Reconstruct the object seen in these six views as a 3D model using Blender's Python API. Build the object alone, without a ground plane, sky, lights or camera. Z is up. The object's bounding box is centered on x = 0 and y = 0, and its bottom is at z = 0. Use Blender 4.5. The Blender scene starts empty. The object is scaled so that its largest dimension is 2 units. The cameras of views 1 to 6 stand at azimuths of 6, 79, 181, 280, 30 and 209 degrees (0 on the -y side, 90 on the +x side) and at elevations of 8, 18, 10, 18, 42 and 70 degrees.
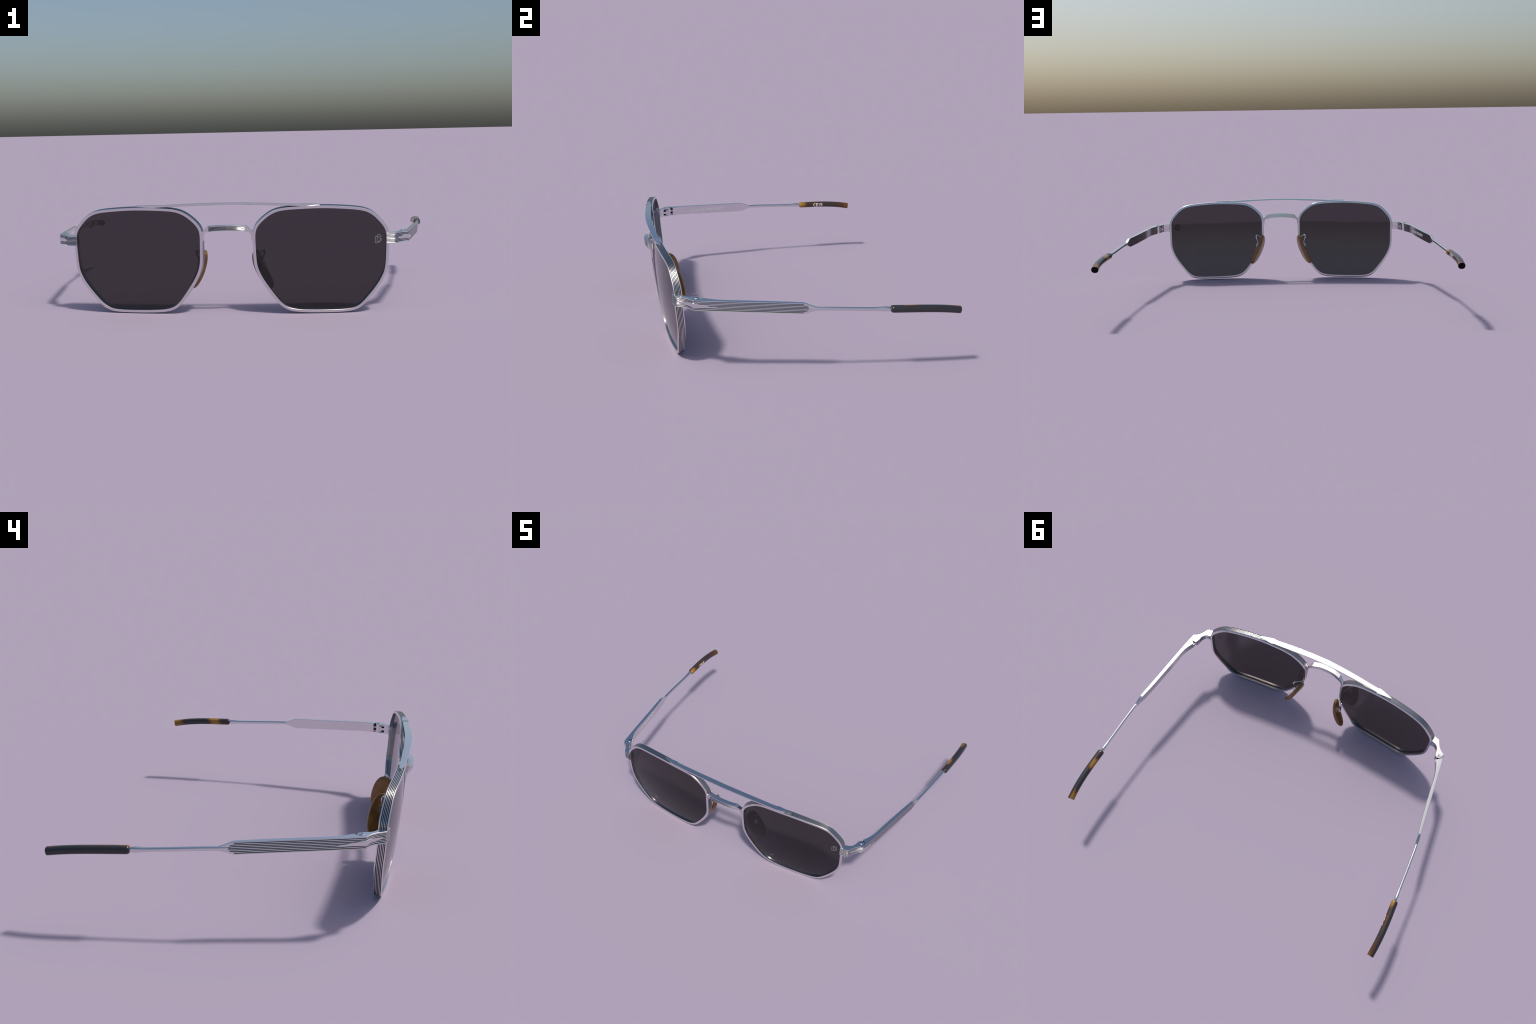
"""Silver metal navigator sunglasses: two grooved rims with dark lenses, a brow bar,
a grooved bridge, hinged grooved temples with tortoiseshell tips, amber nose pads."""
import bpy, bmesh, math
from math import sin, cos, pi, radians, sqrt
from mathutils import Vector, Matrix

# ------------------------------------------------------------------ materials
def new_mat(name):
    m = bpy.data.materials.new(name)
    m.use_nodes = True
    nt = m.node_tree
    return m, nt, nt.nodes["Principled BSDF"]

def metal(name, colour, rough):
    m, nt, b = new_mat(name)
    b.inputs["Base Color"].default_value = (*colour, 1)
    b.inputs["Metallic"].default_value = 1.0
    tc = nt.nodes.new("ShaderNodeTexCoord")
    no = nt.nodes.new("ShaderNodeTexNoise")
    no.inputs["Scale"].default_value = 90
    mr = nt.nodes.new("ShaderNodeMapRange")
    mr.inputs["To Min"].default_value = rough - 0.015
    mr.inputs["To Max"].default_value = rough + 0.015
    nt.links.new(tc.outputs["Object"], no.inputs["Vector"])
    nt.links.new(no.outputs["Fac"], mr.inputs["Value"])
    nt.links.new(mr.outputs["Result"], b.inputs["Roughness"])
    return m

def plain(name, colour, rough=0.4, spec=0.5):
    m, nt, b = new_mat(name)
    b.inputs["Base Color"].default_value = (*colour, 1)
    b.inputs["Roughness"].default_value = rough
    b.inputs["Specular IOR Level"].default_value = spec
    return m

SILVER = metal("polished_silver", (0.77, 0.765, 0.77), 0.19)
GROOVE = metal("dark_groove", (0.035, 0.035, 0.037), 0.4)
SLOT = plain("hinge_slot_black", (0.006, 0.006, 0.007), 0.6, 0.1)
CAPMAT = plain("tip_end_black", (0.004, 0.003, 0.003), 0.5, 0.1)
WHITE = plain("white_print", (0.78, 0.78, 0.80), 0.4)
GREYPRINT = plain("grey_lens_print", (0.16, 0.16, 0.165), 0.35)
ETCH = plain("etched_lettering", (0.62, 0.62, 0.65), 0.5)

def lens_material():
    """smoked plastic: a tint that lets a little light straight through, under a clear gloss"""
    m, nt, b = new_mat("smoked_lens")
    b.inputs["Base Color"].default_value = (0.066, 0.060, 0.062, 1)
    b.inputs["Roughness"].default_value = 0.0
    b.inputs["IOR"].default_value = 1.002
    b.inputs["Transmission Weight"].default_value = 1.0
    gl = nt.nodes.new("ShaderNodeBsdfGlossy")
    gl.inputs["Roughness"].default_value = 0.03
    gl.inputs["Color"].default_value = (0.95, 0.95, 0.97, 1)
    lw = nt.nodes.new("ShaderNodeLayerWeight"); lw.inputs["Blend"].default_value = 0.5
    pw = nt.nodes.new("ShaderNodeMath"); pw.operation = "POWER"; pw.inputs[1].default_value = 5.0
    nt.links.new(lw.outputs["Facing"], pw.inputs[0])
    fr = nt.nodes.new("ShaderNodeMath"); fr.operation = "MULTIPLY_ADD"     # Schlick: 4 % head on, all at grazing
    fr.inputs[1].default_value = 0.96; fr.inputs[2].default_value = 0.04
    nt.links.new(pw.outputs[0], fr.inputs[0])
    mx = nt.nodes.new("ShaderNodeMixShader")
    nt.links.new(fr.outputs[0], mx.inputs[0])
    nt.links.new(b.outputs[0], mx.inputs[1])
    nt.links.new(gl.outputs[0], mx.inputs[2])
    nt.links.new(mx.outputs[0], nt.nodes["Material Output"].inputs["Surface"])
    return m
LENS = lens_material()

def pad_material():
    m, nt, b = new_mat("amber_acetate")
    tc = nt.nodes.new("ShaderNodeTexCoord")
    no = nt.nodes.new("ShaderNodeTexNoise")
    no.inputs["Scale"].default_value = 22
    no.inputs["Detail"].default_value = 3
    cr = nt.nodes.new("ShaderNodeValToRGB")
    cr.color_ramp.elements[0].position = 0.3
    cr.color_ramp.elements[0].color = (0.25, 0.122, 0.030, 1)
    cr.color_ramp.elements[1].position = 0.7
    cr.color_ramp.elements[1].color = (0.36, 0.182, 0.050, 1)
    nt.links.new(tc.outputs["Object"], no.inputs["Vector"])
    nt.links.new(no.outputs["Fac"], cr.inputs["Fac"])
    nt.links.new(cr.outputs["Color"], b.inputs["Base Color"])
    b.inputs["Roughness"].default_value = 0.12
    b.inputs["Transmission Weight"].default_value = 0.30
    b.inputs["IOR"].default_value = 1.47
    return m
PADMAT = pad_material()

def tortoise_material(name, bands, side, strength):
    """bands: list of (y position, amber 0..1) stops along the tip; side: sign of x that
    carries the amber (the inner face), so the outer face stays near black."""
    m, nt, b = new_mat(name)
    N, Lk = nt.nodes.new, nt.links.new
    tc = N("ShaderNodeTexCoord")
    sep = N("ShaderNodeSeparateXYZ")
    Lk(tc.outputs["Object"], sep.inputs["Vector"])
    # streaky noise stretched along the arm, used to warp the bands
    mp = N("ShaderNodeMapping"); mp.inputs["Scale"].default_value = (70, 9, 70)
    Lk(tc.outputs["Object"], mp.inputs["Vector"])
    nz = N("ShaderNodeTexNoise"); nz.inputs["Scale"].default_value = 1.0; nz.inputs["Detail"].default_value = 4
    Lk(mp.outputs["Vector"], nz.inputs["Vector"])
    w = N("ShaderNodeMath"); w.operation = "MULTIPLY_ADD"
    Lk(nz.outputs["Fac"], w.inputs[0]); w.inputs[1].default_value = 0.075
    off = N("ShaderNodeMath"); off.operation = "SUBTRACT"
    Lk(sep.outputs["Y"], off.inputs[0]); off.inputs[1].default_value = 0.0375
    Lk(off.outputs[0], w.inputs[2])
    mr = N("ShaderNodeMapRange"); mr.inputs["From Min"].default_value = 0.37; mr.inputs["From Max"].default_value = 0.715
    Lk(w.outputs[0], mr.inputs["Value"])
    cr = N("ShaderNodeValToRGB")
    e = cr.color_ramp.elements
    while len(e) > 1: e.remove(e[-1])
    for i, (p, a) in enumerate(bands):
        el = e[0] if i == 0 else e.new(p)
        el.position = p; el.color = (a, a, a, 1)
    Lk(mr.outputs["Result"], cr.inputs["Fac"])
    # side mask: the plank is laminated, amber on the inner half
    ctr = N("ShaderNodeMapRange")                          # arm centre as it bows outwards
    ctr.inputs["From Min"].default_value = 0.37; ctr.inputs["From Max"].default_value = 0.55
    ctr.inputs["To Min"].default_value = 0.968; ctr.inputs["To Max"].default_value = 0.980
    Lk(sep.outputs["Y"], ctr.inputs["Value"])
    ab = N("ShaderNodeMath"); ab.operation = "ABSOLUTE"; Lk(sep.outputs["X"], ab.inputs[0])
    df = N("ShaderNodeMath"); df.operation = "SUBTRACT"; Lk(ctr.outputs["Result"], df.inputs[0]); Lk(ab.outputs[0], df.inputs[1])
    wob = N("ShaderNodeMath"); wob.operation = "MULTIPLY_ADD"; Lk(nz.outputs["Fac"], wob.inputs[0]); wob.inputs[1].default_value = 0.014; Lk(df.outputs[0], wob.inputs[2])
    xm = N("ShaderNodeMapRange")
    xm.inputs["From Min"].default_value = -0.001
    xm.inputs["From Max"].default_value = 0.012
    Lk(wob.outputs[0], xm.inputs["Value"])
    ml = N("ShaderNodeMath"); ml.operation = "MULTIPLY"
    Lk(cr.outputs["Color"], ml.inputs[0]); Lk(xm.outputs["Result"], ml.inputs[1])
    m2 = N("ShaderNodeMath"); m2.operation = "MULTIPLY"; m2.inputs[1].default_value = strength
    Lk(ml.outputs[0], m2.inputs[0])
    col = N("ShaderNodeValToRGB")
    ce = col.color_ramp.elements
    ce[0].position = 0.0; ce[0].color = (0.027, 0.027, 0.030, 1)  # black lightened for the ground's reflection on the outer faces
    ce[1].position = 1.0; ce[1].color = (0.32, 0.165, 0.017, 1)
    el = ce.new(0.35); el.color = (0.075, 0.028, 0.008, 1)
    Lk(m2.outputs[0], col.inputs["Fac"])
    Lk(col.outputs["Color"], b.inputs["Base Color"])
    b.inputs["Roughness"].default_value = 0.18
    return m
TORT_A = tortoise_material("tortoiseshell_acetate", [(0.0, 0.12), (0.13, 0.12), (0.20, 1.0), (0.33, 0.95), (0.42, 0.0), (0.78, 0.02), (0.88, 0.75), (1.0, 0.85)], -1, 1.0)
TORT_B = tortoise_material("tortoiseshell_acetate_dark", [(0.0, 1.0), (0.07, 0.95), (0.17, 0.1), (0.30, 0.42), (0.45, 0.25), (0.62, 0.03), (0.85, 0.35), (0.96, 0.5), (1.0, 0.8)], 1, 1.0)

# ------------------------------------------------------------------ helpers
ROOT = bpy.data.objects.new("sunglasses", None)
ROOT.empty_display_size = 0.1
bpy.context.scene.collection.objects.link(ROOT)
ROOT["label"] = "silver metal aviator sunglasses with dark smoked lenses and tortoiseshell tips"
ROOT["category"] = "sunglasses"

def make_obj(name, verts, faces, mats, parent=ROOT, face_mats=None, angle=32, mirror=False, bevel=None):
    vs = [(-x, y, z) for x, y, z in verts] if mirror else list(verts)
    fs = [tuple(reversed(f)) for f in faces] if mirror else list(faces)
    me = bpy.data.meshes.new(name)
    me.from_pydata([tuple(v) for v in vs], [], fs)
    for mt in mats: me.materials.append(mt)
    if face_mats:
        for p, k in zip(me.polygons, face_mats): p.material_index = k
    bm = bmesh.new(); bm.from_mesh(me)
    bmesh.ops.remove_doubles(bm, verts=bm.verts, dist=1e-6)
    bmesh.ops.recalc_face_normals(bm, faces=bm.faces)
    if bevel:
        ed = [e for e in bm.edges if len(e.link_faces) == 2 and e.calc_face_angle(0) > radians(40)]
        bmesh.ops.bevel(bm, geom=ed, offset=bevel, segments=2, profile=0.5, affect="EDGES", clamp_overlap=True)
    bm.to_mesh(me); bm.free()
    for p in me.polygons: p.use_smooth = True
    me.set_sharp_from_angle(angle=radians(angle))
    ob = bpy.data.objects.new(name, me)
    bpy.context.scene.collection.objects.link(ob)
    ob.parent = parent
    wn = ob.modifiers.new("flat_faces_stay_flat", "WEIGHTED_NORMAL")
    wn.mode = "FACE_AREA"; wn.weight = 100; wn.keep_sharp = True
    return ob

def loft(rings, closed_ring=True, closed_path=False, cap=True, ring_mats=None):
    """rings: equal-length point lists. ring_mats: material index per ring segment."""
    n, m = len(rings), len(rings[0])
    V = [tuple(p) for r in rings for p in r]
    F, M = [], []
    for i in range(n if closed_path else n - 1):
        a, b = i * m, ((i + 1) % n) * m
        for j in range(m if closed_ring else m - 1):
            k = (j + 1) % m
            F.append((a + j, a + k, b + k, b + j))
            M.append(ring_mats[j] if ring_mats else 0)
    if cap and not closed_path:
        F.append(tuple(reversed(range(m)))); M.append(0)
        F.append(tuple((n - 1) * m + j for j in range(m))); M.append(0)
    return V, F, M

class Mesh:
    """collects several closed pieces into one mesh"""
    def __init__(self): self.v, self.f, self.m = [], [], []
    def add(self, V, F, M=None, mat=0):
        o = len(self.v)
        self.v += [tuple(p) for p in V]
        self.f += [tuple(i + o for i in f) for f in F]
        self.m += list(M) if M else [mat] * len(F)
    def box(self, c, half, axes=None, mat=0):
        X, Y, Z = axes or (Vector((1, 0, 0)), Vector((0, 1, 0)), Vector((0, 0, 1)))
        V = [Vector(c) + X * (sx * half[0]) + Y * (sy * half[1]) + Z * (sz * half[2])
             for sx in (-1, 1) for sy in (-1, 1) for sz in (-1, 1)]
        self.add(V, [(0, 1, 3, 2), (4, 6, 7, 5), (0, 4, 5, 1), (2, 3, 7, 6), (0, 2, 6, 4), (1, 5, 7, 3)], mat=mat)

def interp(tab, t):
    """piecewise Catmull-Rom through (t, value) pairs"""
    n = len(tab)
    if t <= tab[0][0]: return tab[0][1]
    if t >= tab[-1][0]: return tab[-1][1]
    for i in range(n - 1):
        if t <= tab[i + 1][0]: break
    t0, p0 = tab[i]; t1, p1 = tab[i + 1]
    m0 = (p1 - tab[i - 1][1]) / (t1 - tab[i - 1][0]) if i > 0 else (p1 - p0) / (t1 - t0)
    m1 = (tab[i + 2][1] - p0) / (tab[i + 2][0] - t0) if i < n - 2 else (p1 - p0) / (t1 - t0)
    h = t1 - t0; u = (t - t0) / h
    return ((2*u**3 - 3*u*u + 1) * p0 + (u**3 - 2*u*u + u) * h * m0
            + (-2*u**3 + 3*u*u) * p1 + (u**3 - u*u) * h * m1)

def path2d(pts, n, sharp=()):
    """resample a plan polyline smoothly by arc length; sharp: indices kept as corners"""
    d = [0.0]
    for a, b in zip(pts, pts[1:]): d.append(d[-1] + math.hypot(b[0] - a[0], b[1] - a[1]))
    cuts = [0] + sorted(sharp) + [len(pts) - 1]
    out = []
    for k in range(n):
        t = d[-1] * k / (n - 1)
        for a, b in zip(cuts, cuts[1:]):
            if t <= d[b] + 1e-9: break
        seg = range(a, b + 1)
        out.append((interp([(d[i], pts[i][0]) for i in seg], t), interp([(d[i], pts[i][1]) for i in seg], t)))
    return out

def reeding(first, last, n, half, depth, shoulder=0.0006):
    """profile of n grooves whose centres run from first to last, with rounded beads between them:
    list of (depth below the surface, position, material of the segment that starts there)"""
    out = []
    pitch = (last - first) / (n - 1)
    sg = 1 if pitch > 0 else -1
    bead = abs(pitch) - 2 * half
    for k in range(n):
        c = first + pitch * k
        out += [(shoulder, c - sg * half, 1), (depth, c - sg * half * 0.5, 1), (depth, c + sg * half * 0.5, 1), (shoulder, c + sg * half, 0)]
        if k < n - 1:
            out += [(shoulder * 0.2, c + sg * (half + bead * 0.36), 0), (shoulder * 0.2, c + sg * (half + bead * 0.64), 0)]
    return out

# ------------------------------------------------------------------ the front: surface and rim outline
# every lens sits on one gently domed, wrapped and tilted surface  y = S(x, z)
CX, CZ = 0.434, 0.27
def S(x, z):
    dx, dz = x - CX, z - CZ
    return -0.6610 + 0.0936*dx - 0.1005*dz + 0.2600*dx*dx + 0.3200*dz*dz
AXIS = Vector((-0.0931, 0.9893, 0.1125)).normalized()      # depth direction of the rim
DEPTH, FACE, PROUD = 0.038, 0.0125, 0.0014      # PROUD: the band stands outside the front outline
def on_front(x, z, d):
    return Vector((x, S(x, z), z)) + AXIS * d

# control polygon of the eight-sided, softly cornered outline (x, z), cubic B-spline
OUTLINE = [(0.7533, 0.2715), (0.7550, 0.3386), (0.7559, 0.3993), (0.7142, 0.4498), (0.6634, 0.4989), (0.5644, 0.5093),
           (0.4503, 0.5173), (0.3330, 0.5131), (0.2339, 0.5089), (0.1758, 0.4743), (0.1186, 0.4180), (0.1193, 0.3554),
           (0.1209, 0.2935), (0.1233, 0.2228), (0.1588, 0.1526), (0.2087, 0.0812), (0.2606, 0.0120), (0.3528, 0.0022),
           (0.4495, 0.0012), (0.5395, 0.0008), (0.6151, 0.0088), (0.6636, 0.0654), (0.7121, 0.1264), (0.7506, 0.1965)]
def outline(m=12):
    n = len(OUTLINE); Q = []
    for i in range(n):
        P = [OUTLINE[(i + k) % n] for k in (-1, 0, 1, 2)]
        for j in range(m):
            u = j / m
            b = ((1-u)**3/6, (3*u**3 - 6*u*u + 4)/6, (-3*u**3 + 3*u*u + 3*u + 1)/6, u**3/6)
            Q.append((sum(w*p[0] for w, p in zip(b, P)), sum(w*p[1] for w, p in zip(b, P)) + 0.0003))
    return Q
Q = outline()
NQ = len(Q)
INW = []                                                   # inward normals
for i in range(NQ):
    (ax, az), (bx, bz) = Q[i - 1], Q[(i + 1) % NQ]
    tx, tz = bx - ax, bz - az
    l = math.hypot(tx, tz)
    INW.append((-tz / l, tx / l))

# rim section: (inset from outline, depth, material of the segment that starts here)
def rim_profile():
    P = [(0.0030, 0.0, 0), (FACE - 0.0008, 0.0, 0), (FACE, 0.0008, 0), (FACE, DEPTH - 0.0008, 0),
         (FACE - 0.0008, DEPTH, 0), (0.0042, DEPTH, 0), (0.0022, DEPTH - 0.0010, 0), (0.0007, DEPTH - 0.0026, 0), (0.0, DEPTH - 0.0046, 0)]
    P += reeding(0.0304, 0.0060, 5, 0.0018, 0.0030, 0.0004)
    P += [(0.0, 0.0034, 0), (0.0009, 0.0009, 0)]
    return P
PROF = rim_profile()
RIM_DEPTH = [(0.0, 0.0340), (0.10, 0.0370), (0.25, 0.0390), (0.40, 0.0385), (0.52, 0.0365)]   # by height
def rim_rings():
    R = []
    for (x, z), (nx, nz) in zip(Q, INW):
        base = on_front(x, z, 0)
        inw = Vector((nx, 0, nz)); inw = inw - AXIS * inw.dot(AXIS)   # section square to the rim's depth axis
        k = interp(RIM_DEPTH, z) / DEPTH
        R.append([base + inw * (a * (FACE + PROUD) / FACE - PROUD) + AXIS * (d * k) for a, d, _ in PROF])
    return R
V, F, M = loft(rim_rings(), closed_path=True, ring_mats=[k for _, _, k in PROF])
RIMS = [make_obj("rim", V, F, [SILVER, GROOVE], face_mats=M, mirror=mi) for mi in (False, True)]

# lens: domed pane seated inside the rim wall
LFRONT, LBACK, LFLAT = 0.0112, 0.0358, 0.545      # domed front, flatter back
def lens_mesh():
    inset = FACE - 0.0006
    edge = [(x + nx * inset, z + nz * inset) for (x, z), (nx, nz) in zip(Q, INW)][::2]
    cx = sum(p[0] for p in edge) / len(edge); cz = sum(p[1] for p in edge) / len(edge)
    steps = [1, 0.97, 0.9, 0.8, 0.68, 0.55, 0.4, 0.25, 0.1]
    rings = []
    for s in reversed(steps): rings.append([on_front(cx + (x-cx)*s, cz + (z-cz)*s, LFRONT) for x, z in edge])
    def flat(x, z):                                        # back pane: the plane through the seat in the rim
        dx, dz = x - CX, z - CZ
        return Vector((x, -0.6610 + 0.0936*dx - 0.1005*dz + LFLAT*(0.2600*dx*dx + 0.3200*dz*dz), z)) + AXIS * LBACK
    for s in steps: rings.append([flat(cx + (x-cx)*s, cz + (z-cz)*s) for x, z in edge])
    return loft(rings)
V, F, M = lens_mesh()
LENSES = [make_obj("lens", V, F, [LENS], parent=RIMS[i], mirror=bool(i), angle=50) for i in (0, 1)]

# monogram printed at the outer upper corner of one lens: two interlocked letters drawn as strokes
def ribbon(M_, pts, half, place):
    n = len(pts); L, R = [], []
    for i, p in enumerate(pts):
        a, b = pts[max(i - 1, 0)], pts[min(i + 1, n - 1)]
        t = Vector((b[0] - a[0], b[1] - a[1])).normalized()
        if i == 0: p = (p[0] - t.x * half, p[1] - t.y * half)
        if i == n - 1: p = (p[0] + t.x * half, p[1] + t.y * half)
        L.append((p[0] - t.y * half, p[1] + t.x * half)); R.append((p[0] + t.y * half, p[1] - t.x * half))
    rings = [[place(l, 0), place(r, 0), place(r, 1), place(l, 1)] for l, r in zip(L, R)]
    M_.add(*loft(rings))
def smooth_pts(pts, n=24): return path2d(pts, n)
mono = Mesh()
lift = [0]
def on_lens(p, top): return on_front(p[0], p[1], LFRONT + 0.0002 - (0.0006 + lift[0]) * top)
for k, (st, sm) in enumerate([([(0.6912, 0.3628), (0.6912, 0.3330)], 0),
                ([(0.6912, 0.3628), (0.7018, 0.3627), (0.7098, 0.3586), (0.7190, 0.3505), (0.7195, 0.3465), (0.7098, 0.3369), (0.7018, 0.3331), (0.6912, 0.3330)], 1),
                ([(0.7003, 0.3696), (0.7003, 0.3390)], 0),
                ([(0.7003, 0.3698), (0.7112, 0.3700), (0.7165, 0.3673), (0.7181, 0.3612)], 1),
                ([(0.7003, 0.3390), (0.7092, 0.3392), (0.7132, 0.3423), (0.7145, 0.3470), (0.7138, 0.3531), (0.7085, 0.3586)], 1)]):
    lift[0] = 0.00003 * k
    ribbon(mono, smooth_pts(st) if sm else st, 0.0015, on_lens)
make_obj("lens_monogram", mono.v, mono.f, [GREYPRINT], parent=LENSES[0])

# ------------------------------------------------------------------ brow bar
BAR_TOP = [(0, 0.5365), (0.10, 0.5351), (0.19, 0.5322), (0.25, 0.5297), (0.31, 0.5266), (0.365, 0.5247), (0.44, 0.5243)]
BAR_Y = [(0, -0.6790), (0.10, -0.6760), (0.19, -0.6712), (0.27, -0.6655), (0.35, -0.6590), (0.44, -0.6490)]
BAR_W = [(0, 0.0164), (0.2, 0.0152), (0.30, 0.0142), (0.36, 0.0132), (0.44, 0.0125)]
BAR_T = [(0, 0.0092), (0.25, 0.0095), (0.33, 0.0098), (0.44, 0.0115)]
def bar_ring(x, hw=None, top=None, bottom=None, b=0.0013):
    ax = abs(x)
    y, w = interp(BAR_Y, ax), hw if hw is not None else interp(BAR_W, ax)
    t = top if top is not None else interp(BAR_TOP, ax)
    lo = bottom if bottom is not None else t - interp(BAR_T, ax)
    b = min(b, w * 0.45)
    sl = 0.0                                             # seat of the bar is level
    P = [(-w + b, t), (w - b, t), (w - b*0.3, t - b*0.3), (w, t - b), (w, lo + b), (w - b, lo), (-w + b, lo), (-w, lo + b), (-w, t - b), (-w + b*0.3, t - b*0.3)]
    zc = (t + lo) / 2
    return [(x, y + p - 0.12 * (z - zc), z) for p, z in P]
bar = Mesh()
N = 72
bar.add(*loft([bar_ring(-0.372 + 0.744 * i / N) for i in range(N + 1)]))
for sgn in (1, -1):
    # raised pointed lug that seats each end on the rim
    st = [(0.343, 0.0158), (0.346, 0.0162), (0.358, 0.0164), (0.375, 0.0140), (0.40, 0.0098), (0.425, 0.0056), (0.4335, 0.0040), (0.4345, 0.0030)]
    rings = [bar_ring(sgn * x, hw=w, top=0.5275 - 0.0018 * max(0, (x - 0.36) / 0.075), bottom=0.5130, b=0.0010) for x, w in st]
    bar.add(*loft(rings))
make_obj("brow_bar", bar.v, bar.f, [SILVER])

# ------------------------------------------------------------------ bridge
BR_TOP = [(0, 0.4336), (0.045, 0.4324), (0.0885, 0.4289)]
BR_BOT = [(0, 0.4064), (0.045, 0.4050), (0.0885, 0.4003)]
BR_Y = [(0, -0.6935), (0.045, -0.6905), (0.0885, -0.6795), (0.105, -0.6715), (0.123, -0.6640)]
def bridge_ring(x):
    ax = abs(x)
    t, lo, y = interp(BR_TOP, ax), interp(BR_BOT, ax), interp(BR_Y, ax)
    h = 0.0140
    P = [(h - 0.001, t), (-h + 0.0030, t), (-h + 0.0010, t - 0.0009), (-h, t - 0.0028)]
    Mx = [0, 0, 0, 0]
    on = 1.0 if ax < 0.0855 else 0.0
    for d, f, m in reeding(0.24, 0.82, 5, 0.042, 0.0018):
        P.append((-h + d * on, t - (t - lo) * f)); Mx.append(m)
    P += [(-h, lo + 0.0015), (-h + 0.0012, lo), (h - 0.0012, lo), (h, lo + 0.0012), (h, t - 0.001)]
    Mx += [0, 0, 0, 0, 0]
    zc = (t + lo) / 2
    return [(x, y + p - 0.12 * (z - zc), z) for p, z in P], Mx
br = Mesh()
xs = [-0.0885, -0.0856] + [-0.0854 + 0.1708 * i / 40 for i in range(41)] + [0.0856, 0.0885]
rings = [bridge_ring(x) for x in xs]
V, F, M = loft([r for r, _ in rings], ring_mats=rings[0][1])
nseg = len(rings[0][1])
for i in (0, len(xs) - 2):                                # plain margins at both ends
    for j in range(nseg): M[i * nseg + j] = 0
br.add(V, F, M)
# solid shoulder and foot that run down the nose side of each rim: front-view profile, extruded in depth
SHOULDER = [(0.0880, 0.4291), (0.0935, 0.4262), (0.1050, 0.4140), (0.1135, 0.4045), (0.1190, 0.4005), (0.1225, 0.3995),
            (0.1225, 0.3600), (0.1195, 0.3562), (0.1150, 0.3558), (0.1128, 0.3590), (0.1118, 0.3720), (0.1108, 0.3850),
            (0.1070, 0.3935), (0.1000, 0.3985), (0.0880, 0.4006)]
for sgn in (1, -1):
    n = len(SHOULDER)
    def yy(x, z, side):
        h = 0.0140 if x < 0.09 else 0.0140 - 0.0035 * min(1, (x - 0.09) / 0.022)
        return interp(BR_Y, x) + side * h + (0.12 * (0.40 - z) if x > 0.1 else 0)
    V = [(sgn * x, yy(x, z, -1), z) for x, z in SHOULDER] + [(sgn * x, yy(x, z, 1), z) for x, z in SHOULDER]
    F = [tuple(range(n)), tuple(reversed(range(n, 2 * n)))] + [(i, i + n, (i + 1) % n + n, (i + 1) % n) for i in range(n)]
    br.add(V, F)
make_obj("bridge", br.v, br.f, [SILVER, GROOVE], face_mats=br.m)

# ------------------------------------------------------------------ endpieces and temples
def groove_section(O, I, nrm, zt, zb, on, ngroove=7, margin=(0.0072, 0.0066), round_out=0.0022):
    """ring of one station of a grooved strip: O outer plan point, I inner plan point,
    nrm outward plan normal, on[k] = depth factor of groove k."""
    def pt(P, back, z): return (P[0] - nrm[0] * back, P[1] - nrm[1] * back, z)
    ci = (I[0] - O[0], I[1] - O[1]); L = math.hypot(*ci) or 1
    ci = (ci[0] / L, ci[1] / L)
    b = 0.0009
    ring = [(I[0] - ci[0]*b, I[1] - ci[1]*b, zt), pt(O, round_out, zt), pt(O, round_out * 0.3, zt - round_out * 0.3), pt(O, 0, zt - round_out)]
    mats = [0, 0, 0, 0]
    a, c = zt - margin[0], zb + margin[1]
    pitch = (a - c) / (ngroove - 1)
    for i, (d, z, m) in enumerate(reeding(a, c, ngroove, pitch * 0.24, 0.0024)):
        k, r = divmod(i, 6)
        f = on[k] if r < 4 else min(on[k], on[min(k + 1, ngroove - 1)])
        ring.append(pt(O, d * f, z)); mats.append(m)
    ring += [pt(O, 0, zb + 0.0018), pt(O, 0.0005, zb + 0.0005), pt(O, 0.0018, zb), (I[0] - ci[0]*b, I[1] - ci[1]*b, zb), (I[0], I[1], zb + b), (I[0], I[1], zt - b)]
    mats += [0, 0, 0, 0, 0, 0]
    return ring, mats

def normals2d(path):
    out = []
    for i in range(len(path)):
        a, b = path[max(i - 1, 0)], path[min(i + 1, len(path) - 1)]
        t = (b[0] - a[0], b[1] - a[1]); l = math.hypot(*t) or 1
        out.append((t[1] / l, -t[0] / l))                 # right hand side of travel: outward on the +x arm
    return out

EP_OUT = [(0.7424, -0.6205), (0.7570, -0.6165), (0.7716, -0.6128), (0.7835, -0.6095), (0.7895, -0.6045), (0.7945, -0.5940),
          (0.7998, -0.5835), (0.8085, -0.5690), (0.8175, -0.5580), (0.8275, -0.5492), (0.8400, -0.5408), (0.8497, -0.5340)]
EP_IN = [(0.7502, -0.5790), (0.7611, -0.5757), (0.7751, -0.5714), (0.7852, -0.5650), (0.7944, -0.5540), (0.8000, -0.5404),
         (0.8030, -0.5243), (0.8062, -0.5107), (0.8127, -0.5010), (0.8215, -0.4978), (0.8310, -0.5005), (0.8380, -0.5065)]
EP_ZT, EP_ZB = 0.3805, 0.3305
TM_OUT = [(0.8502, -0.5325), (0.8541, -0.5138), (0.8665, -0.4470), (0.8823, -0.3555), (0.9024, -0.2290), (0.9181, -0.1344),
          (0.9345, -0.0345), (0.9378, -0.0120), (0.9400, 0.0060), (0.9415, 0.0180), (0.9424, 0.0270)]
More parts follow.
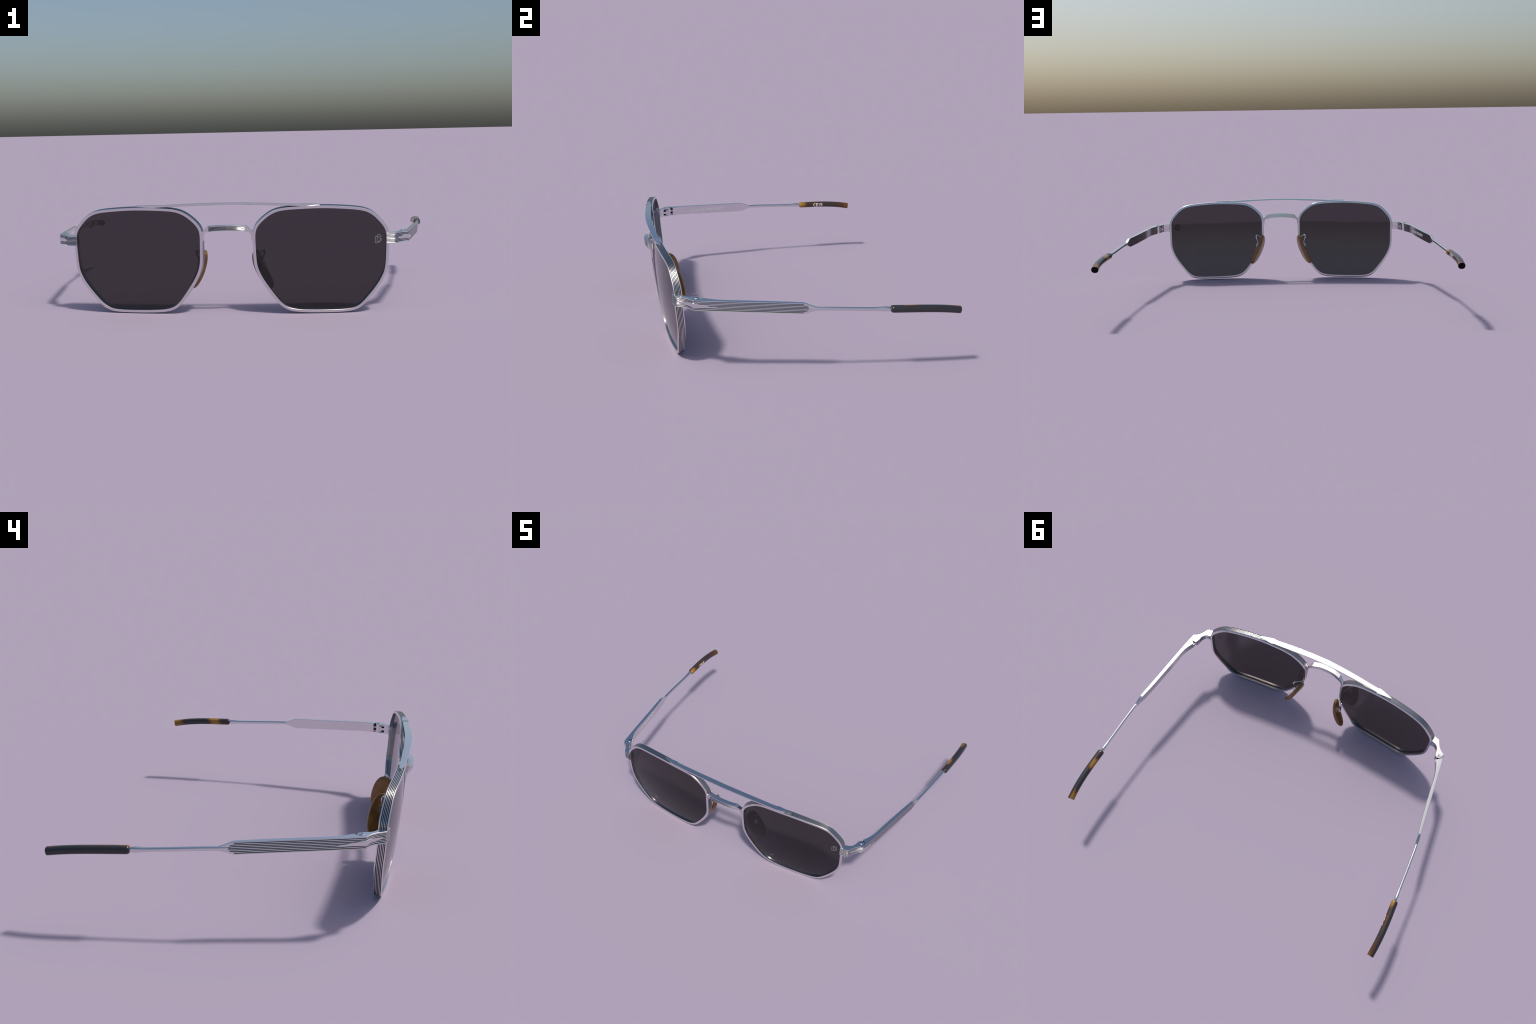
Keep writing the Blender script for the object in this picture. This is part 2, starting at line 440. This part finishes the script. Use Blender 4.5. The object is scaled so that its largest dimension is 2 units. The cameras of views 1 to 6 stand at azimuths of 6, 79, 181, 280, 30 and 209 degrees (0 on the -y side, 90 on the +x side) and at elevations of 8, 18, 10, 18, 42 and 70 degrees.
TM_IN = [(0.8395, -0.5045), (0.8312, -0.4935), (0.8207, -0.4845), (0.8305, -0.4655), (0.8405, -0.4440), (0.8500, -0.4170),
         (0.8580, -0.3800), (0.8675, -0.3160), (0.8841, -0.2190), (0.8997, -0.1270), (0.9190, -0.0330), (0.9230, -0.0120), (0.9252, 0.0060), (0.9268, 0.0180), (0.9276, 0.0270)]

def cutter(boxes):
    M_ = Mesh()
    for c, h, ax in boxes: M_.box(c, h, ax)
    return make_obj("cutter", M_.v, M_.f, [SLOT], parent=None)

def cut(ob, cut_ob):
    ob.modifiers.clear()
    md = ob.modifiers.new("slots", "BOOLEAN")
    md.operation = "DIFFERENCE"; md.object = cut_ob; md.solver = "EXACT"; md.material_mode = "TRANSFER"
    dg = bpy.context.evaluated_depsgraph_get()
    me = bpy.data.meshes.new_from_object(ob.evaluated_get(dg), preserve_all_data_layers=True, depsgraph=dg)
    ob.modifiers.clear()
    ob.data = me
    me.set_sharp_from_angle(angle=radians(32))
    wn = ob.modifiers.new("flat_faces_stay_flat", "WEIGHTED_NORMAL")
    wn.mode = "FACE_AREA"; wn.weight = 100; wn.keep_sharp = True

def build_endpiece(mi):
    n = 56
    O, I = path2d(EP_OUT, n), path2d(EP_IN, n)
    NR = normals2d(O)
    rings = [groove_section(O[i], I[i], NR[i], EP_ZT, EP_ZB, [1] * 7) for i in range(n)]
    V, F, M = loft([r for r, _ in rings], ring_mats=rings[0][1])
    ob = make_obj("endpiece", V, F, [SILVER, GROOVE, SLOT], face_mats=M, mirror=mi)
    return ob

def build_temple(mi):
    n = 240
    O, I = path2d(TM_OUT, n), path2d(TM_IN, n, sharp=(2,))
    NR = normals2d(O)
    rings = []
    for i in range(n):
        y = O[i][1]
        u = (y + 0.5325) / 0.4980
        zt = 0.3802 - 0.0137 * min(max(u, 0), 1)
        zb = 0.3298 - 0.0165 * min(max(u, 0), 1)
        if y > -0.0345:                                   # shoulder that drops to the wire
            k = min((y + 0.0345) / 0.0600, 1); k = k * k * (3 - 2 * k) * 0.5 + k * 0.5
            zt += (0.3462 - 0.3665) * k
            zb += (0.3292 - 0.3133) * k
        on = []
        for g in range(7):
            end = 0.0160 - abs(g - 3) * 0.0160             # grooves end in a chevron
            on.append(1.0 if y < end else 0.0)
        rings.append((groove_section(O[i], I[i], NR[i], zt, zb, on, margin=(0.0060, 0.0060))[0], on))
    mats = groove_section(O[0], I[0], NR[0], 0.38, 0.33, [1] * 7)[1]
    V, F, M = loft([r for r, _ in rings], ring_mats=mats)
    m = len(mats)
    for i in range(n - 1):                                # groove colour only where a groove is cut
        for g in range(7):
            if rings[i + 1][1][g] < 0.5:
                for j in range(3): M[i * m + 4 + g * 6 + j] = 0
    t = Mesh(); t.add(V, F, M)
    # core wire from the shoulder to the tip, flaring where it enters the sleeve
    R = []
    for k in range(61):
        y = -0.012 + (0.392 + 0.012) * k / 60
        w, h = 0.0086, 0.0090
        if y > 0.30:
            f = min((y - 0.30) / 0.05, 1); f = f * f * (3 - 2 * f)
            w += 0.0020 * f; h += 0.0030 * f
        if y > 0.362:
            f = min((y - 0.362) / 0.012, 1); w -= 0.0035 * f; h -= 0.0045 * f
        cx, cz = interp(ARM_X, y), interp(ARM_Z, y)
        R.append([(cx + w * sgnpow(cos(a), 0.85), y, cz + h * sgnpow(sin(a), 0.85)) for a in [2 * pi * j / 24 for j in range(24)]])
    t.add(*loft(R))
    return make_obj("temple", t.v, t.f, [SILVER, GROOVE, SLOT], face_mats=t.m, mirror=mi)

def sgnpow(v, e): return math.copysign(abs(v) ** e, v)
ARM_X = [(-0.035, 0.9268), (0.0, 0.9335), (0.05, 0.9400), (0.1, 0.9450), (0.15, 0.9495), (0.2, 0.9537), (0.25, 0.9578), (0.3, 0.9619), (0.35, 0.9661),
         (0.4, 0.9702), (0.45, 0.9742), (0.5, 0.9776), (0.55, 0.9800), (0.6, 0.9810), (0.65, 0.9803), (0.7, 0.9776), (0.715, 0.9765)]
ARM_Z = [(-0.035, 0.3400), (0.0, 0.3380), (0.05, 0.3372), (0.1, 0.3358), (0.15, 0.3337), (0.2, 0.3314), (0.25, 0.3293), (0.3, 0.3276), (0.35, 0.3264),
         (0.4, 0.3255), (0.45, 0.3247), (0.5, 0.3237), (0.55, 0.3219), (0.6, 0.3188), (0.65, 0.3139), (0.7, 0.3066), (0.715, 0.3040)]

TIP0, TIP1, TIP_W, TIP_H, TIP_E = 0.371, 0.7085, 0.0192, 0.0176, 0.88
def build_tip(mi):
    R = []
    ys = [(TIP0, 0.55), (TIP0 + 0.0015, 0.72), (TIP0 + 0.004, 0.86), (TIP0 + 0.008, 0.96), (TIP0 + 0.013, 1.0)]
    ys += [(TIP0 + 0.013 + (TIP1 - 0.0006 - TIP0 - 0.013) * k / 44, 1.0) for k in range(1, 45)] + [(TIP1, 0.982)]
    for y, s in ys:
        cx, cz = interp(ARM_X, y), interp(ARM_Z, y)
        dx = (interp(ARM_X, y + 0.004) - interp(ARM_X, y - 0.004)) / 0.008
        dz = (interp(ARM_Z, min(y + 0.004, 0.715)) - interp(ARM_Z, y - 0.004)) / (min(y + 0.004, 0.715) - y + 0.004)
        ring = []
        for j in range(40):
            a = 2 * pi * j / 40
            px, pz = TIP_W * s * sgnpow(cos(a), TIP_E), TIP_H * s * sgnpow(sin(a), TIP_E)
            f = max(0.0, (y - 0.6) / 0.11)                # end is cut square to the bent axis
            ring.append((cx + px, y - f * (px * dx + pz * dz), cz + pz))
        R.append(ring)
    V, F, M = loft(R)
    M[-1] = 1
    return make_obj("temple_tip", V, F, [TORT_B if mi else TORT_A, CAPMAT], face_mats=M, mirror=mi, angle=40)

def build_inlay(mi):
    """smooth raised arrowhead that wraps the hinge corner and points back along the temple"""
    P = path2d(EP_OUT[5:] + [(0.8520, -0.5250), (0.8541, -0.5138), (0.8600, -0.4830), (0.8665, -0.4470), (0.8715, -0.4180)], 70, sharp=(6,))
    NR = normals2d(P)
    d = [0.0]
    for a, b in zip(P, P[1:]): d.append(d[-1] + math.hypot(b[0] - a[0], b[1] - a[1]))
    elbow = min(range(len(P)), key=lambda i: math.hypot(P[i][0] - 0.8497, P[i][1] + 0.534))
    rings = []
    for i, (p, n) in enumerate(zip(P, NR)):
        if i <= elbow:
            t = d[i] / d[elbow]; h = 0.0012 + 0.0095 * t ** 0.75
        else:
            t = (d[i] - d[elbow]) / (d[-1] - d[elbow]); h = 0.0107 * (1 - t) ** 0.85 + 0.0002
        zc = 0.3545 - 0.011 * max(0, (p[1] + 0.534)) / 0.115
        up, e = 0.0014, min(0.0006, h * 0.4)
        f = lambda b, z: (p[0] + n[0] * b, p[1] + n[1] * b, z)
        rings.append([f(-0.003, zc + h), f(up - 0.0005, zc + h), f(up, zc + h - e), f(up, zc - h + e), f(up - 0.0005, zc - h), f(-0.003, zc - h)])
    V, F, M = loft(rings)
    return V, F

SCREW = (0.8228, -0.5145)
for mi in (False, True):
    sg = -1 if mi else 1
    ep = build_endpiece(mi)
    tm = build_temple(mi)
    # hinge slots: two in the endpiece knuckle, three in the temple, seen on the inner side
    ax = Vector((sg * 0.21, 0.977, 0)).normalized(); ay = Vector((-ax.y, ax.x, 0)); az = Vector((0, 0, 1))
    ce = cutter([((sg * 0.8030, -0.5305, z), (0.0145, 0.0075, 0.0043), (ax, ay, az)) for z in (0.3643, 0.3427)])
    cut(ep, ce); bpy.data.objects.remove(ce)
    M_ = Mesh()
    axp = Vector((0.21, 0.977, 0)).normalized(); ayp = Vector((-axp.y, axp.x, 0))
    for z in (0.3643, 0.3427): M_.box((0.8075, -0.5235, z), (0.0070, 0.0045, 0.0041), (axp, ayp, az))
    make_obj("hinge_barrel", M_.v, M_.f, [SILVER], parent=ep, mirror=mi, bevel=0.0006)
    # knuckles of the temple that reach into the hinge, with a black block set behind them that fills the gaps
    M_ = Mesh()
    for z, h in ((0.3600, 0.0060), (0.3395, 0.0045)): M_.box((0.8290, -0.4920, z), (0.0100, 0.0092, h))
    M_.box((0.8330, -0.4920, 0.3520), (0.0100, 0.0088, 0.0200), mat=1)
    make_obj("hinge_knuckle", M_.v, M_.f, [SILVER, SLOT], parent=tm, face_mats=M_.m, mirror=mi)
    # inlay
    V, F = build_inlay(mi)
    make_obj("arrow_inlay", V, F, [SILVER], parent=tm, mirror=mi)
    # closing block behind the rim joint
    M_ = Mesh(); M_.box((0.7635, -0.5745, 0.3435), (0.0125, 0.0055, 0.0085))
    make_obj("closing_block", M_.v, M_.f, [SILVER], parent=ep, mirror=mi, bevel=0.001)
    # hinge barrel and cross-slotted screw
    M_ = Mesh()
    R = []
    for r, z in ((0.0112, 0.3770), (0.0112, 0.3822), (0.0104, 0.3830), (0.0070, 0.3834)):
        R.append([(SCREW[0] + r * cos(a), SCREW[1] + r * sin(a), z) for a in [2 * pi * j / 36 for j in range(36)]])
    M_.add(*loft(R))
    for ang in (25, 115):
        c, s_ = cos(radians(ang)), sin(radians(ang))
        M_.box((SCREW[0], SCREW[1], 0.3832 + (0.00012 if ang > 90 else 0)), (0.0062, 0.0011, 0.0005), (Vector((c, s_, 0)), Vector((-s_, c, 0)), Vector((0, 0, 1))), mat=1)
    make_obj("hinge_screw", M_.v, M_.f, [SILVER, GROOVE], parent=ep, face_mats=M_.m, mirror=mi)
    tip = build_tip(mi)
    if mi: TEMPLE_L, TIP_L = tm, tip

# ------------------------------------------------------------------ lettering
def text_mesh(body, spacing=1.0):
    cu = bpy.data.curves.new("lettering", "FONT")
    cu.body = body; cu.size = 1.0; cu.space_character = spacing; cu.resolution_u = 3; cu.offset = 0.014
    ob = bpy.data.objects.new("lettering", cu)
    bpy.context.scene.collection.objects.link(ob)
    dg = bpy.context.evaluated_depsgraph_get(); dg.update()
    me = bpy.data.meshes.new_from_object(ob.evaluated_get(dg))
    bm = bmesh.new(); bm.from_mesh(me)
    bmesh.ops.triangulate(bm, faces=bm.faces)
    bmesh.ops.subdivide_edges(bm, edges=[e for e in bm.edges if e.calc_length() > 0.25], cuts=2)
    bmesh.ops.triangulate(bm, faces=bm.faces)
    r = bmesh.ops.extrude_face_region(bm, geom=list(bm.faces))
    for v in r["geom"]:
        if isinstance(v, bmesh.types.BMVert): v.co.z = 1.0
    V = [tuple(v.co) for v in bm.verts]; bm.verts.index_update()
    F = [tuple(v.index for v in f.verts) for f in bm.faces]
    bm.free(); bpy.data.objects.remove(ob); bpy.data.curves.remove(cu)
    return V, F

def fit(V, x0, x1, y0, y1, full=None):
    xs = [v[0] for v in V]; ys = [v[1] for v in V]
    a, b, c, d = min(xs), max(xs), min(ys), max(ys)
    return [(x0 + (v[0] - a) / (b - a) * (x1 - x0), y0 + (v[1] - c) / (d - c) * (y1 - y0), v[2]) for v in V]

# signature words etched on the inner face of one temple (y along the arm, z up)
INNER = [(y, x) for x, y in TM_IN[2:]]
V, F = text_mesh("by DAVID BECKHAM", 1.12)
V = fit(V, -0.3705, -0.1565, 0.3325, 0.3530)
V = [(-interp(INNER, y) + 0.0001 + 0.0006 * t, y, z - 0.006 * (y + 0.26)) for y, z, t in V]
make_obj("temple_lettering", V, F, [ETCH], parent=TEMPLE_L)

# conformity marks printed on the inner face of the same arm's tip
marks = Mesh()
def tip_surface(y, z, t):
    cx, cz = interp(ARM_X, y), interp(ARM_Z, y)
    s = min(1, abs(z - cz) / TIP_H)
    c = (max(0, 1 - s ** (2 / TIP_E))) ** (TIP_E / 2)
    return (-cx + TIP_W * c + 0.0001 + 0.0004 * t, y, z)
for body, y0, y1, z0, z1 in (("C", 0.4665, 0.4820, 0.3135, 0.3345), ("E", 0.4868, 0.5012, 0.3130, 0.3340),
                             ("UK", 0.5060, 0.5330, 0.3238, 0.3335), ("CA", 0.5060, 0.5330, 0.3125, 0.3222)):
    V, F = text_mesh(body)
    marks.add([tip_surface(y, z, t) for y, z, t in fit(V, y0, y1, z0, z1)], F)
make_obj("tip_marking", marks.v, marks.f, [WHITE], parent=TIP_L)

# ------------------------------------------------------------------ nose pads with their wire arms
PC = Vector((0.1477, -0.5536, 0.2007))
PA = Vector((0.0865, 0.0547, -0.200)).normalized()           # long axis, top to bottom
PN = Vector((-cos(radians(12)), sin(radians(12)), 0)); PN = (PN - PA * PN.dot(PA)).normalized()   # towards the nose
PW = PA.cross(PN).normalized()
PAD_BACK = 0.0110
def pad_mesh():
    """pill-shaped slab: gently domed towards the nose, flat behind, with rounded edges"""
    section = [(0.05, 1), (0.4, 0.99), (0.7, 0.95), (0.86, 0.85), (0.95, 0.62), (0.99, 0.3), (1.0, -0.1),
               (0.99, -0.5), (0.96, -0.8), (0.9, -0.95), (0.5, -1), (0.05, -1)]
    rings = []
    for k, n in section:
        n *= 0.0138 if n > 0 else PAD_BACK
        ring = []
        for j in range(48):
            a = 2 * pi * j / 48
            u, v = sgnpow(cos(a), 0.82), sgnpow(sin(a), 0.82)
            ring.append(PC + PA * (0.1050 * u * k) + PW * (0.0464 * v * k * (1 - 0.112 * u)) + PN * (n - 0.0108 * (u * k) ** 2))
        rings.append(ring)
    return loft(rings)
Vp, Fp, _ = pad_mesh()

def tube(points, r, sides=12, smooth=6):
    """round wire through hand-placed points (Catmull-Rom)"""
    P = [Vector(p) for p in points]
    d = [0.0]
    for a, b in zip(P, P[1:]): d.append(d[-1] + (b - a).length)
    n = (len(P) - 1) * smooth + 1
    C = []
    for k in range(n):
        t = d[-1] * k / (n - 1)
        C.append(Vector([interp([(d[i], P[i][ax]) for i in range(len(P))], t) for ax in range(3)]))
    rings = []; up = None
    for k in range(n):
        t = (C[min(k + 1, n - 1)] - C[max(k - 1, 0)]).normalized()
        if up is None: up = t.orthogonal().normalized()
        up = (up - t * up.dot(t)).normalized(); sd = t.cross(up)
        rr = r(k / (n - 1)) if callable(r) else r
        rings.append([C[k] + (up * cos(2 * pi * j / sides) + sd * sin(2 * pi * j / sides)) * rr for j in range(sides)])
    return loft(rings)

for mi in (False, True):
    pad = make_obj("nose_pad", Vp, Fp, [PADMAT], mirror=mi, angle=60)
    back = PC + PA * (-0.030) - PN * (PAD_BACK + 0.0010)
    # oval seat moulded on the back of the pad
    R = []
    for h, s in ((0.004, 1.0), (-0.0015, 1.0), (-0.003, 0.9)):
        R.append([back + PA * (0.030 * s * cos(a)) + PW * (0.0165 * s * sin(a)) + PN * h for a in [2 * pi * j / 32 for j in range(32)]])
    V, F, _ = loft(R)
    make_obj("pad_seat", V, F, [PADMAT], parent=pad, mirror=mi)
    # metal box mount
    M_ = Mesh()
    M_.box(back - PN * 0.0080, (0.0155, 0.0095, 0.0070), (PA, PW, PN))
    M_.box(back - PN * 0.0155, (0.0110, 0.0115, 0.0022), (PA, PW, PN))
    make_obj("pad_mount", M_.v, M_.f, [SILVER], parent=pad, mirror=mi, bevel=0.0012)
    top = back - PN * 0.0085 - PA * 0.012
    V, F, _ = tube([(0.1245, -0.6290, 0.2690), (0.1300, -0.6130, 0.2745), (0.1460, -0.5920, 0.2880), (0.1585, -0.5790, 0.2970),
                    (0.1650, -0.5735, 0.2955), (0.1650, -0.5690, 0.2850), tuple(top)], lambda t: 0.0040 + 0.0016 * max(0, 1 - abs(t - 0.55) / 0.25))
    make_obj("pad_arm", V, F, [SILVER], parent=pad, mirror=mi)
